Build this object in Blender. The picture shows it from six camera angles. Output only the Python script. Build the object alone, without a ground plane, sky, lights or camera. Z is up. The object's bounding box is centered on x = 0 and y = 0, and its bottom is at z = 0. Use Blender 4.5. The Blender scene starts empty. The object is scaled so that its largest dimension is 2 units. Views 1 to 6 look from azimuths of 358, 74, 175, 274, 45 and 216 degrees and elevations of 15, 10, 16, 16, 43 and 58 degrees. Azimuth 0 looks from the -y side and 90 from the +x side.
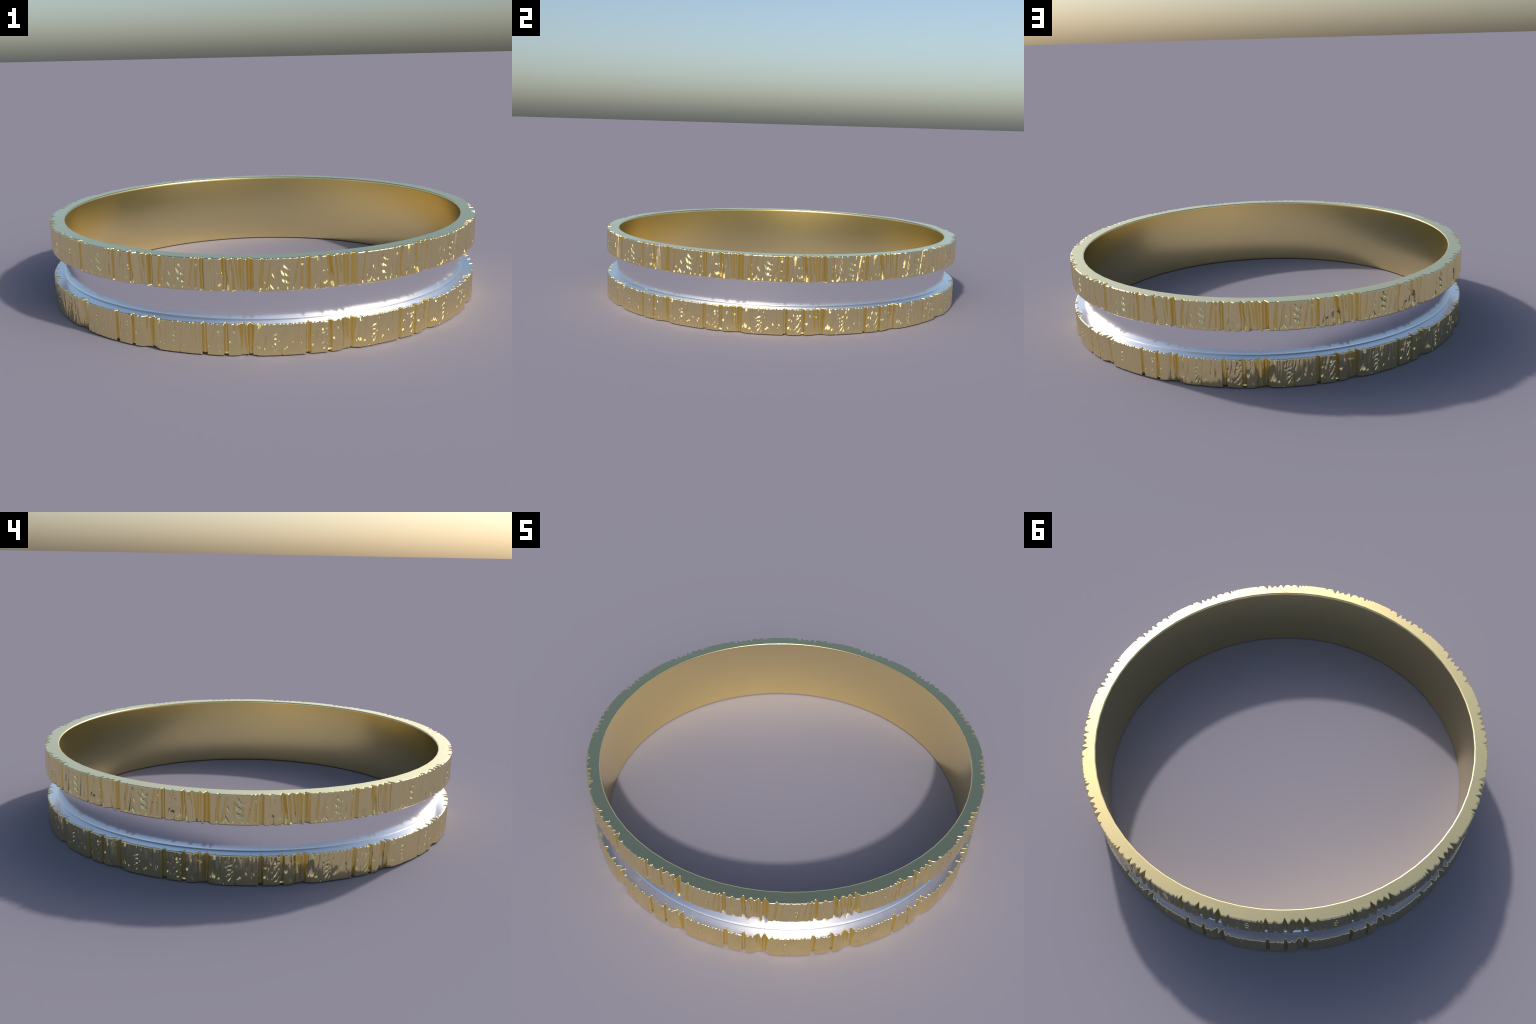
"""A wide bangle: two gold bands with a bark-like hewn face, a polished silver
channel between them and a satin gold lining inside.  Metres, z up."""
import bpy
import numpy as np
from math import pi

# ------------------------------------------------------------------ sizes
R_OUT = 0.9993         # flat panels of the hewn bands
R_WALL = 0.9455        # silver wall at the bottom of the channel
R_LINING = 0.9328      # satin inside
LINING_BEVEL = 0.0060  # rounded inner rims
H_BAND = 0.125         # each band, and the channel, is a third of the height
EDGE = 0.0043          # rounding of the bands' outer edges
REPEATS = 16           # the hewn pattern repeats every 22.5 degrees
PER = 240              # mesh columns per repeat
SECTOR = 360.0 / REPEATS
N = REPEATS * PER
FACETS = 64            # the lining is a 64-sided turning


# --------------------------------------------------------- relief toolkit
# A relief is a depth (mm, inwards) over s (degrees, 0..22.5) and h (m, up
# the band).  Everything wraps round in s.
class Relief:
    def __init__(self, s, h, warp):
        self.s, self.h = s, h                    # (columns,), (rows,)
        self.S, self.Z = np.meshgrid(s, h)
        self.d = np.zeros_like(self.S)
        # hand-cut marks are never ruler-straight: warp the lay-out a little
        rng = np.random.default_rng(31)
        self.WS, self.WZ = self.S.copy(), self.Z.copy()
        for k0, k1, m1, a_s, a_z in ((8, 20, 1.4, .050, .0014), (24, 44, 2.4, .028, .0010)):
            for _ in range(5):
                for field, amp in ((self.WS, a_s), (self.WZ, a_z)):
                    k, m, ph = rng.integers(k0, k1), rng.uniform(-m1, m1), rng.uniform(0, 6.28)
                    field += amp * warp * np.sin(2 * pi * (k * self.S / SECTOR + m * self.Z / H_BAND) + ph)

    def groove(self, levels, beads=0.0, seed=0):
        """Full-height groove: a profile of (s, depth) points given at a few
        heights, lofted between them."""
        levels = sorted(levels, key=lambda t: t[0])
        hs = [t[0] for t in levels]
        pts = np.array([t[1] for t in levels], float)          # (L, P, 2)
        rng = np.random.default_rng(seed)
        knots = rng.random(22) - 0.5
        for i, h in enumerate(self.h):
            p = np.stack([[np.interp(h, hs, pts[:, k, c]) for c in (0, 1)]
                          for k in range(pts.shape[1])])
            depth = np.zeros_like(self.s)
            for turn in (-SECTOR, 0.0, SECTOR):
                depth = np.maximum(depth, np.interp(self.s, p[:, 0] + turn, p[:, 1], 0, 0))
            if beads:
                depth = depth * (1 + beads * np.interp(h, np.linspace(0, H_BAND, 22), knots))
            self.d[i] = np.maximum(self.d[i], depth)

    def _path(self, path):
        """Signed offset and parameter of every grid point on a poly-line,
        measured in millimetres on the band's face."""
        k = pi / 180 * R_OUT * 1000
        best = np.full(self.S.shape, 1e9)
        off = np.full(self.S.shape, 1e9)
        par = np.zeros(self.S.shape)
        path = np.array(path, float)
        a = np.stack([path[:, 0] * k, path[:, 1] * 1000], 1)
        seg = np.diff(a, axis=0)
        lens = np.hypot(seg[:, 0], seg[:, 1])
        total = lens.sum()
        for turn in (-SECTOR, 0.0, SECTOR):
            X, Y = (self.WS + turn) * k, self.WZ * 1000
            run = 0.0
            for p, v, ln in zip(a[:-1], seg, lens):
                t = np.clip(((X - p[0]) * v[0] + (Y - p[1]) * v[1]) / ln ** 2, 0, 1)
                dx, dy = X - p[0] - t * v[0], Y - p[1] - t * v[1]
                dist = np.hypot(dx, dy)
                side = np.sign(v[0] * dy - v[1] * dx)
                m = dist < best
                best = np.where(m, dist, best)
                off = np.where(m, dist * side, off)
                par = np.where(m, (run + t * ln) / total, par)
                run += ln
        return off, par

    def crease(self, path, width, depth, end_depth=None):
        """Thin V cut along a poly-line; depth may change along it."""
        off, par = self._path(path)
        dep = depth + ((depth if end_depth is None else end_depth) - depth) * par
        seg = np.diff(np.array(path, float), axis=0) * [pi / 180 * 1000, 1000]
        total = np.hypot(seg[:, 0], seg[:, 1]).sum()
        if path[-1][1] > .004:
            dep = dep * np.clip(.25 + (1 - par) * total / 9, 0, 1)     # runs out in a ramp
        self.d += dep * np.clip(1 - np.abs(off) / width, 0, 1) * np.clip(2 - self.d / 5, 0, 1)

    def gouge(self, path, width, depth, skew=0.35):
        """Chisel mark: steep on its left-hand side, a long ramp on the other,
        tapering to both ends."""
        off, par = self._path(path)
        fat = width * (0.25 + 0.75 * np.sin(pi * np.clip(par, 0.02, 0.98)) ** 0.7)
        up, down = fat * skew, fat * (2 - skew)
        f = np.where(off > 0, 1 - off / up, 1 + off / down)
        f = np.clip(f, 0, 1)
        self.d = np.maximum(self.d, depth * f * (0.35 + 0.65 * np.sin(pi * par) ** 0.6))

    def dimple(self, s, h, rs, rh, depth):
        k = pi / 180 * R_OUT
        dz = self.WZ - h
        ds = (self.WS - s - dz * 4.0 + SECTOR / 2) % SECTOR - SECTOR / 2   # leaning scoop
        rh = np.where(dz > 0, rh * 1.9, rh * .85)
        q = (ds * k / (rs * 1.15)) ** 2 + (dz / rh) ** 2
        self.d += depth * np.clip(1 - q ** .75, 0, 1)

    def weathering(self, seed, cracks):
        """Faint slanted hair cracks strewn over the panels."""
        rng = np.random.default_rng(seed)
        for i in range(cracks):
            s0 = (i + rng.uniform(.1, .9)) * SECTOR / cracks
            top = H_BAND if rng.random() < .55 else rng.uniform(.5, .95) * H_BAND
            end = 0.0 if rng.random() < .4 else top * rng.uniform(.1, .55)
            lean = rng.normal(.30, .25) * (top - end) / H_BAND
            mid = s0 - lean * .5 + rng.normal(0, .07)
            a, b = rng.uniform(1.2, 3.6, 2)
            self.crease([(s0, top), (mid, (top + end) / 2), (s0 - lean, end)], rng.uniform(2.6, 4.8), a, b * .8)

    def waver(self, seed, parts):
        """Gentle hammered unevenness, periodic round the ring."""
        rng = np.random.default_rng(seed)
        for count, ks, kz, amp in parts:
            for _ in range(count):
                k = int(rng.integers(ks[0], ks[1]))
                m = rng.uniform(-kz, kz)
                ph = rng.uniform(0, 2 * pi)
                self.d += amp * np.cos(2 * pi * (k * self.S / SECTOR + m * self.Z / H_BAND) + ph) / count ** 0.5


T = H_BAND


def upper_pattern(s, h):
    r = Relief(s, h, .40)
    # sharp-cut main notch
    r.groove([(T, [(16.78, 0), (17.22, 26), (17.36, 26), (18.38, 0)]),
              (0, [(16.78, 0), (17.16, 24), (17.32, 24), (18.38, 0)])])
    # twin valley with a leaning ridge inside
    r.groove([(T, [(13.05, 0), (13.66, 16.5), (14.22, 18), (14.75, 2.5), (15.66, 18.5), (15.92, 18.5), (16.42, 0)]),
              (.069, [(13.22, 0), (14.18, 17.5), (14.52, 18), (15.06, 7), (15.74, 18.5), (15.92, 18), (16.36, 0)]),
              (0, [(13.62, 0), (14.42, 15), (14.82, 16), (15.42, 12.5), (15.74, 16), (15.95, 15.5), (16.42, 0)])])
    # knotted notch with a chip at its foot
    r.groove([(T, [(11.55, 2), (11.84, 24), (12.02, 24), (12.45, 8), (12.55, 5), (12.66, 2), (12.74, 0)]),
              (.080, [(11.52, 1), (11.88, 23), (12.10, 23), (12.50, 10), (12.60, 7), (12.70, 4), (12.80, 0)]),
              (.050, [(11.76, 0), (11.94, 20), (12.30, 21), (12.52, 18), (12.66, 14), (12.90, 10), (13.02, 0)]),
              (.022, [(11.72, 0), (11.88, 19), (12.30, 19), (12.54, 13), (12.74, 9), (12.98, 13), (13.18, 0)]),
              (0, [(11.70, 1), (11.86, 18), (12.25, 17), (12.55, 4), (12.78, 2), (13.05, 7), (13.28, 0)])])
    # dished panel beside it
    r.groove([(T, [(10.4, 0), (11.1, 1.2), (11.60, 4)]),
              (.085, [(10.4, 0), (11.1, .4), (11.60, 1.2)]),
              (.045, [(10.4, 0), (11.2, .4), (11.76, .6)]),
              (0, [(10.2, 0), (11.2, 2), (11.72, 5)])])
    # shallow split
    r.groove([(T, [(8.95, 0), (9.20, 8), (9.45, 9), (9.85, 5.5), (10.30, 0)]),
              (.106, [(8.95, 0), (9.16, 7), (9.38, 6), (9.80, 3.4), (10.20, 0)]),
              (.080, [(8.95, 0), (9.14, 6), (9.32, 4.2), (9.75, 1.4), (10.15, 0)]),
              (.065, [(9.00, 0), (9.14, 5), (9.30, 3.4), (9.70, 1.0), (10.10, 0)]),
              (.044, [(8.92, 0), (9.10, 3.5), (9.30, 3.5), (9.80, 2.0), (10.05, 0)]),
              (.034, [(8.92, 0), (9.10, 5), (9.36, 5), (9.80, 7.2), (10.08, 0)]),
              (0, [(9.05, 0), (9.25, 6), (9.45, 6.5), (9.84, 7.5), (10.15, 0)])])
    # clean groove
    r.groove([(T, [(6.76, 0), (7.00, 18.5), (7.26, 18.5), (7.88, 0)]),
              (0, [(6.76, 0), (6.98, 15.5), (7.26, 15), (7.86, 0)])])
    # beaded slot
    r.groove([(T, [(5.84, 0), (6.05, 9), (6.25, 9), (6.44, 0)]),
              (.100, [(5.76, 0), (6.00, 8), (6.18, 8), (6.38, 0)]),
              (.090, [(5.70, 0), (5.92, 5), (6.12, 5), (6.34, 0)]),
              (.060, [(5.66, 0), (5.84, 8), (6.08, 8), (6.26, 0)]),
              (.020, [(5.65, 0), (5.82, 7), (6.00, 7), (6.16, 0)]),
              (.012, [(5.62, 0), (5.80, 8), (5.98, 8), (6.12, 0)]),
              (0, [(5.58, 0), (5.78, 4), (5.95, 4), (6.10, 0)])], beads=.2, seed=9)
    r.crease([(6.60, T), (6.52, .06), (6.45, 0)], 2.4, 1.4)
    # leaning groove left of the herringbone's frame
    r.groove([(T, [(19.90, 0), (20.10, 9.5), (20.30, 10.5), (20.66, 0)]),
              (.085, [(19.70, 0), (20.02, 10.5), (20.12, 10.5), (20.62, 0)]),
              (.050, [(19.38, 0), (19.76, 10), (19.86, 10), (20.32, 0)]),
              (.014, [(19.36, 0), (19.70, 10), (19.80, 10), (20.33, 0)]),
              (0, [(19.36, 0), (19.68, 5.5), (19.80, 5.5), (20.33, 0)])], beads=.10, seed=2)
    # slanting groove
    r.groove([(T, [(5.00, 0), (5.20, 7.0), (5.62, 0)]),
              (.064, [(4.42, 0), (4.62, 6.2), (5.04, 0)]),
              (.015, [(4.02, 0), (4.22, 6.4), (4.58, 0)]),
              (0, [(3.90, 0), (4.12, 2.0), (4.46, 0)])])
    # forked twig
    r.groove([(T, [(21.98, 0), (22.15, 2), (22.36, 0)]),
              (.105, [(21.66, 0), (21.86, 5.5), (22.06, 0)]),
              (.068, [(21.32, 0), (21.54, 6), (21.76, 0)]),
              (.030, [(20.92, 0), (21.18, 6.5), (21.44, 0)]),
              (.014, [(20.74, 0), (21.02, 6.5), (21.34, 0)]),
              (0, [(20.60, 0), (20.85, 2), (21.20, 0)])])
    r.groove([(.114, [(22.16, 0), (22.28, 0), (22.44, 0)]),
              (.104, [(22.08, 0), (22.26, 4.2), (22.44, 0)]),
              (.086, [(21.96, 0), (22.14, 3.6), (22.32, 0)]),
              (.050, [(21.62, 0), (21.80, 4.5), (22.00, 0)]),
              (.020, [(21.26, 0), (21.48, 5), (21.70, 0)]),
              (.008, [(21.10, 0), (21.34, 1), (21.60, 0)])])
    r.gouge([(21.95, .090), (22.20, .072), (22.75, .052)], 4.8, 3.4, .6)
    r.gouge([(21.72, .040), (22.05, .025), (22.62, .008)], 4.4, 4.2, .6)
    # herringbone chisel marks
    r.gouge([(1.98, .116), (2.42, .097), (3.02, .084)], 5.2, 4.2)
    r.gouge([(1.40, .089), (2.16, .071), (3.26, .060)], 6.0, 5.0)
    r.gouge([(1.72, .053), (2.36, .043), (3.18, .032)], 5.6, 5.0)
    r.dimple(3.30, .086, .005, .008, 2.0)
    # hair cracks
    r.crease([(1.14, T), (1.05, .06), (.94, .010)], 4.0, 2.8, 3.4)
    r.crease([(3.72, T), (3.50, .100), (3.36, .081), (3.18, .045), (3.00, .010)], 4.0, 2.8, 3.4)
    r.crease([(10.32, .090), (10.18, .060), (10.15, .030)], 5.0, 1.2, 2.4)
    r.crease([(20.98, .095), (20.78, .055), (20.70, .030)], 4.0, 1.5, 2.2)
    r.groove([(.056, [(8.94, 0), (9.00, 2.0), (9.02, 0)]),
              (.046, [(8.76, 0), (8.98, 7), (9.02, 2)]),
              (.022, [(8.32, 0), (8.92, 4.2), (9.04, 2)]),
              (.002, [(7.98, 0), (8.50, .4), (9.05, 0)]), (0, [(7.98, 0), (8.50, 0), (9.05, 0)])])
    r.dimple(11.15, .037, .013, .022, 3.8)
    r.dimple(11.00, .078, .012, .016, 2.6)
    r.dimple(11.32, .104, .010, .015, 1.2)
    r.weathering(5, 15)
    r.waver(11, [(10, (2, 9), 1.0, .36), (14, (10, 26), .8, .24), (16, (28, 60), .5, .07)])
    return r.d


def lower_pattern(s, h):
    r = Relief(s, h, .80)
    # main notch and the valley beside it, worn back together at the foot
    r.groove([(T, [(14.58, 0), (14.84, 6.5), (15.68, 21), (15.92, 20.5), (16.45, 0), (16.74, 0), (17.27, 25.5), (17.42, 25.5), (18.38, 0), (18.60, 0)]),
              (.083, [(14.72, 0), (15.00, 4), (15.66, 17.5), (15.96, 17.5), (16.52, 1), (16.74, 1), (17.26, 24.5), (17.42, 24.5), (18.20, 1), (18.70, 0)]),
              (.042, [(14.40, 0), (15.18, 3), (15.62, 13.5), (16.26, 14.5), (16.70, 5), (16.86, 5), (17.20, 24), (17.44, 24), (17.96, 4), (19.00, 0)]),
              (0, [(14.10, 0), (14.75, 5), (15.50, 13.5), (16.60, 16), (16.84, 11.5), (16.94, 11.5), (17.08, 21), (17.52, 21), (17.84, 11.5), (19.40, 0)])])
    # slots
    r.groove([(T, [(11.62, 0), (11.85, 19.5), (12.20, 18.5), (12.68, 0)]),
              (.010, [(11.61, 0), (11.78, 18), (12.26, 18), (12.66, 0)]),
              (0, [(11.61, 0), (11.78, 14), (12.26, 14), (12.66, 0)])])
    r.groove([(T, [(6.78, 0), (7.02, 17), (7.45, 17.5), (7.98, 0)]),
              (.06, [(6.80, 0), (7.05, 17), (7.45, 17.5), (7.92, 0)]),
              (0, [(6.74, 0), (6.92, 16.5), (7.42, 17), (8.02, 0)])])
    r.groove([(T, [(10.75, 0), (11.60, 9), (11.66, 0)]),
              (.121, [(10.75, 0), (11.60, 1), (11.66, 0)]),
              (.118, [(10.75, 0), (11.60, 0), (11.66, 0)])])
    # nicks that run out down the face
    r.groove([(T, [(13.48, 0), (13.76, 7), (13.90, 7), (14.22, 0)]),
              (.098, [(13.62, 0), (13.86, 5.2), (13.98, 5.2), (14.30, 0)]),
              (.085, [(13.66, 0), (13.92, 2), (14.06, 2), (14.36, 0)]),
              (.060, [(13.80, 0), (14.00, 1.2), (14.25, 1.2), (14.60, 0)]),
              (0, [(13.80, 0), (14.00, 0), (14.20, .3), (14.60, 0)])])
    r.groove([(T, [(18.92, 0), (19.20, 9.5), (19.42, 9.5), (19.80, 0)]),
              (.112, [(18.98, 0), (19.20, 6), (19.40, 6), (19.74, 0)]),
              (.106, [(18.98, 0), (19.14, 2.5), (19.34, 2.0), (19.68, 0)]),
              (.070, [(18.90, 0), (19.08, 1.8), (19.24, 1.5), (19.50, 0)]),
              (.050, [(18.90, 0), (19.08, 0), (19.20, 0), (19.50, 0)])])
    # long cracks
    r.crease([(2.20, T), (2.02, .115), (1.72, .080), (1.54, .040), (1.55, 0)], 5.0, 3.8, 4.0)
    r.crease([(5.06, T), (5.20, .105), (5.24, .050), (5.24, 0)], 5.4, 5.0, 1.6)
    r.crease([(4.36, T), (4.30, .100), (4.12, .072), (3.92, .046)], 5.4, 4.4, 3.2)
    r.crease([(5.95, .095), (5.66, .060), (5.52, .045)], 5.6, 1.0, 2.8)
    r.crease([(19.88, .050), (19.98, .018)], 3.6, 1.0, 2.8)
    r.crease([(1.28, .062), (1.14, .036)], 3.4, 1.2, 2.6)
    r.crease([(.98, .032), (.80, .010)], 4.0, 1.5, 2.8)
    r.crease([(3.10, T), (3.05, .075)], 6.0, 3.8, .3)
    r.crease([(22.70, T), (22.58, .106)], 5.4, 3.8, .4)
    r.crease([(21.90, .116), (21.62, .092), (21.52, .03), (21.38, 0)], 4.0, 2.0, 2.6)
    r.crease([(21.60, T), (21.20, .070), (20.90, .010)], 7.5, 1.0, 2.2)
    r.crease([(20.80, T), (20.74, .090), (20.45, .045), (20.28, .020)], 5.6, 3.8, 3.8)
    r.crease([(1.48, T), (1.30, .100)], 5.0, 3.8, .5)
    r.crease([(9.55, T), (9.45, .100), (9.22, .086), (8.82, .064), (8.42, .036)], 5.0, 4.5, 2.0)
    r.crease([(10.60, .113), (10.18, .088), (9.94, .058), (9.90, .040)], 3.4, 3.2, .8)
    r.crease([(8.05, .085), (8.25, .070), (8.10, .040)], 3.0, 2.4, .6)
    r.crease([(9.25, .040), (9.30, 0)], 3.0, 1.5, 2.2)
    r.crease([(14.85, .105), (15.00, .070), (15.25, .030), (15.40, 0)], 3.0, 1.0)
    # chisel marks
    r.gouge([(23.56, .097), (22.85, .088), (21.92, .076)], 3.0, 3.8, 1.3)
    r.gouge([(23.52, .080), (22.85, .071), (22.02, .060)], 2.5, 3.2, 1.25)
    r.gouge([(23.36, .060), (22.75, .050), (21.90, .039)], 3.2, 3.6, 1.3)
    r.gouge([(23.34, .045), (22.90, .030), (22.20, .012)], 4.2, 4.0, 1.2)
    r.gouge([(11.62, .104), (11.10, .096), (10.34, .080)], 3.8, 4.0, 1.3)
    r.gouge([(11.56, .078), (10.85, .056), (10.10, .032)], 4.4, 3.4, 1.2)
    r.gouge([(11.56, .037), (11.05, .029), (10.46, .018)], 4.2, 2.4, 1.3)
    r.gouge([(23.06, .118), (22.86, .102), (22.64, .086)], 5.0, 3.4, 1.4)
    r.gouge([(10.64, .117), (10.46, .103), (10.26, .089)], 5.2, 3.5, 1.4)
    r.crease([(10.16, .078), (9.94, .050)], 4.2, 2.0, 3.0)
    r.crease([(8.44, .066), (8.22, .032)], 4.2, 1.5, 2.8)
    for s0, h0, rs, rh, dep in ((8.62, .100, .004, .013, 2.2), (8.42, .080, .005, .011, 2.4),
                                (9.04, .034, .004, .016, 2.0), (2.45, .036, .010, .015, 3.0),
                                (9.78, .032, .006, .013, 1.6), (12.98, .062, .007, .013, 3.6),
                                (3.05, .044, .008, .016, 1.0),
                                (21.34, .004, .004, .005, 2.0),
                                (1.55, .003, .004, .005, 1.6), (14.28, .026, .007, .014, 2.4),
                                (16.10, .090, .006, .012, 1.2),
                                (18.80, .050, .017, .028, 6.5), (.95, .062, .004, .007, 1.2), (21.84, .077, .003, .005, 1.6),
                                (.20, .070, .004, .003, 1.4), (9.75, .062, .003, .010, 1.0)):
        r.dimple(s0, h0, rs, rh, dep)
    r.weathering(8, 20)
    r.waver(23, [(10, (2, 9), 1.2, .45), (14, (10, 26), .9, .28), (16, (28, 56), .6, .07)])
    return r.d


# ------------------------------------------------------------- materials
def metal(name, colour, rough, rough_var=0.0, grain=0.0, grain_scale=200.0, stretch=(1, 1, 1)):
    m = bpy.data.materials.new(name)
    m.use_nodes = True
    nt = m.node_tree
    b = nt.nodes["Principled BSDF"]
    b.inputs["Metallic"].default_value = 1.0
    b.inputs["Base Color"].default_value = (*colour, 1)
    b.inputs["Roughness"].default_value = rough
    co = nt.nodes.new("ShaderNodeTexCoord")
    mp = nt.nodes.new("ShaderNodeMapping")
    mp.inputs["Scale"].default_value = stretch
    nt.links.new(co.outputs["Object"], mp.inputs["Vector"])
    nz = nt.nodes.new("ShaderNodeTexNoise")
    nz.inputs["Scale"].default_value = grain_scale
    nz.inputs["Detail"].default_value = 3
    nt.links.new(mp.outputs["Vector"], nz.inputs["Vector"])
    if rough_var:
        rg = nt.nodes.new("ShaderNodeMapRange")
        rg.inputs["To Min"].default_value = rough - rough_var
        rg.inputs["To Max"].default_value = rough + rough_var
        nt.links.new(nz.outputs["Fac"], rg.inputs["Value"])
        nt.links.new(rg.outputs["Result"], b.inputs["Roughness"])
    if grain:
        bp = nt.nodes.new("ShaderNodeBump")
        bp.inputs["Strength"].default_value = grain
        bp.inputs["Distance"].default_value = 0.001
        nt.links.new(nz.outputs["Fac"], bp.inputs["Height"])
        nt.links.new(bp.outputs["Normal"], b.inputs["Normal"])
    return m


GOLD = metal("hewn_gold", (0.95, 0.805, 0.405), 0.14, 0.02, 0.0, 60)
SATIN = metal("satin_gold", (0.95, 0.805, 0.405), 0.23, 0.02, 0.0, 90)
SILVER = metal("polished_silver", (0.93, 0.93, 0.94), 0.21, 0.02, 0.0, 60)


# ---------------------------------------------------------------- meshes
def ring_mesh(name, rings, mat, flip=False):
    """Skin a stack of closed rings, each an (n, 3) array."""
    n = len(rings[0])
    verts = np.concatenate(rings).astype(np.float32)
    i = np.arange(n)
    j = (i + 1) % n
    quads = []
    for k in range(len(rings) - 1):
        a, b = k * n, (k + 1) * n
        q = np.stack([a + i, a + j, b + j, b + i], 1)
        quads.append(q[:, ::-1] if flip else q)
    quads = np.concatenate(quads).astype(np.int32)
    me = bpy.data.meshes.new(name)
    me.vertices.add(len(verts))
    me.vertices.foreach_set("co", verts.ravel())
    me.loops.add(quads.size)
    me.loops.foreach_set("vertex_index", quads.ravel())
    me.polygons.add(len(quads))
    me.polygons.foreach_set("loop_start", np.arange(0, quads.size, 4, dtype=np.int32))
    me.update(calc_edges=True)
    me.validate()
    me.polygons.foreach_set("use_smooth", np.ones(len(quads), dtype=bool))
    me.materials.append(mat)
    ob = bpy.data.objects.new(name, me)
    bpy.context.collection.objects.link(ob)
    return ob


ANG = np.radians(np.arange(N) * 360.0 / N - 90.0)
COS, SIN = np.cos(ANG), np.sin(ANG)


def ring(r, z):
    r = np.broadcast_to(r, (N,))
    return np.stack([r * COS, r * SIN, np.broadcast_to(z, (N,))], 1)


def facet_radius(r):
    """Radius of the 64-sided polygon at every column."""
    step = 2 * pi / FACETS
    f = (ANG + pi / 2) % step - step / 2
    return r * np.cos(step / 2) / np.cos(f)


def band_rows():
    t = np.linspace(0, pi / 2, 6)[:-1]
    foot = EDGE * (1 - np.cos(t))
    body = np.linspace(EDGE, H_BAND - EDGE, 52)
    return np.concatenate([foot, body, H_BAND - foot[::-1]])


def band_surface(pattern):
    s = np.arange(PER) * SECTOR / PER
    h = band_rows()
    depth = np.tile(pattern(s, h), (1, REPEATS)) / 1000.0
    near = np.minimum(h, H_BAND - h)
    lean = np.clip(EDGE - near, 0, EDGE)
    inset = EDGE - np.sqrt(np.maximum(EDGE ** 2 - lean ** 2, 0))
    r = R_OUT - depth - inset[:, None]
    return h, r


root = bpy.data.objects.new("bracelet", None)
bpy.context.collection.objects.link(root)
root["label"] = "wide gold bangle with two hewn bands and a silver channel"
root["category"] = "bracelet"

h, r_low = band_surface(lower_pattern)
_, r_up = band_surface(upper_pattern)
RIM = facet_radius(R_LINING + LINING_BEVEL)

# upper band: hewn face, rounded edges, flat top
rows = [ring(r_up[k], 2 * H_BAND + h[k]) for k in range(len(h))]
rows += [ring(r_up[-1] - w, 3 * H_BAND) for w in (.0025, .009)]
rows += [ring(.960, 3 * H_BAND), ring(RIM, 3 * H_BAND)]
upper = ring_mesh("textured_band", rows, GOLD)

# lower band: flat underside, rounded edges, hewn face
rows = [ring(RIM, 0.0), ring(.960, 0.0)]
rows += [ring(r_low[0] - w, 0.0) for w in (.009, .0025)]
rows += [ring(r_low[k], h[k]) for k in range(len(h))]
lower = ring_mesh("textured_band.001", rows, GOLD)

# silver channel: two ledges that follow the hewn outline, fillets, wall
FIL = 0.0055
t = np.linspace(0, pi / 2, 6)
lo, hi = H_BAND, 2 * H_BAND
rows = [ring(r_low[-1], lo), ring(r_low[-1] - .0025, lo), ring(.9640, lo), ring(.9560, lo)]
rows += [ring(R_WALL + FIL - FIL * np.sin(a), lo + FIL - FIL * np.cos(a)) for a in t]
rows += [ring(R_WALL, z) for z in np.linspace(lo + .012, hi - .012, 8)]
rows += [ring(R_WALL + FIL - FIL * np.sin(a), hi - FIL + FIL * np.cos(a)) for a in t[::-1]]
rows += [ring(.9560, hi), ring(.9640, hi), ring(r_up[0] - .0025, hi), ring(r_up[0], hi)]
channel = ring_mesh("channel", rows, SILVER)

# satin lining: a 64-sided turning with rounded rims
fa = 2 * pi * np.arange(FACETS) / FACETS - pi / 2


def facet_ring(r, z):
    return np.stack([r * np.cos(fa), r * np.sin(fa), np.full(FACETS, z)], 1)


B = LINING_BEVEL
top = 3 * H_BAND
rows = [facet_ring(R_LINING + B - B * np.sin(a), top - B + B * np.cos(a)) for a in np.linspace(0, pi / 2, 4)]
rows += [facet_ring(R_LINING, z) for z in np.linspace(top - .014, .014, 9)]
rows += [facet_ring(R_LINING + B - B * np.sin(a), B - B * np.cos(a)) for a in np.linspace(pi / 2, 0, 4)]
lining = ring_mesh("lining", rows, SATIN)

for ob in (upper, lower, channel, lining):
    ob.parent = root
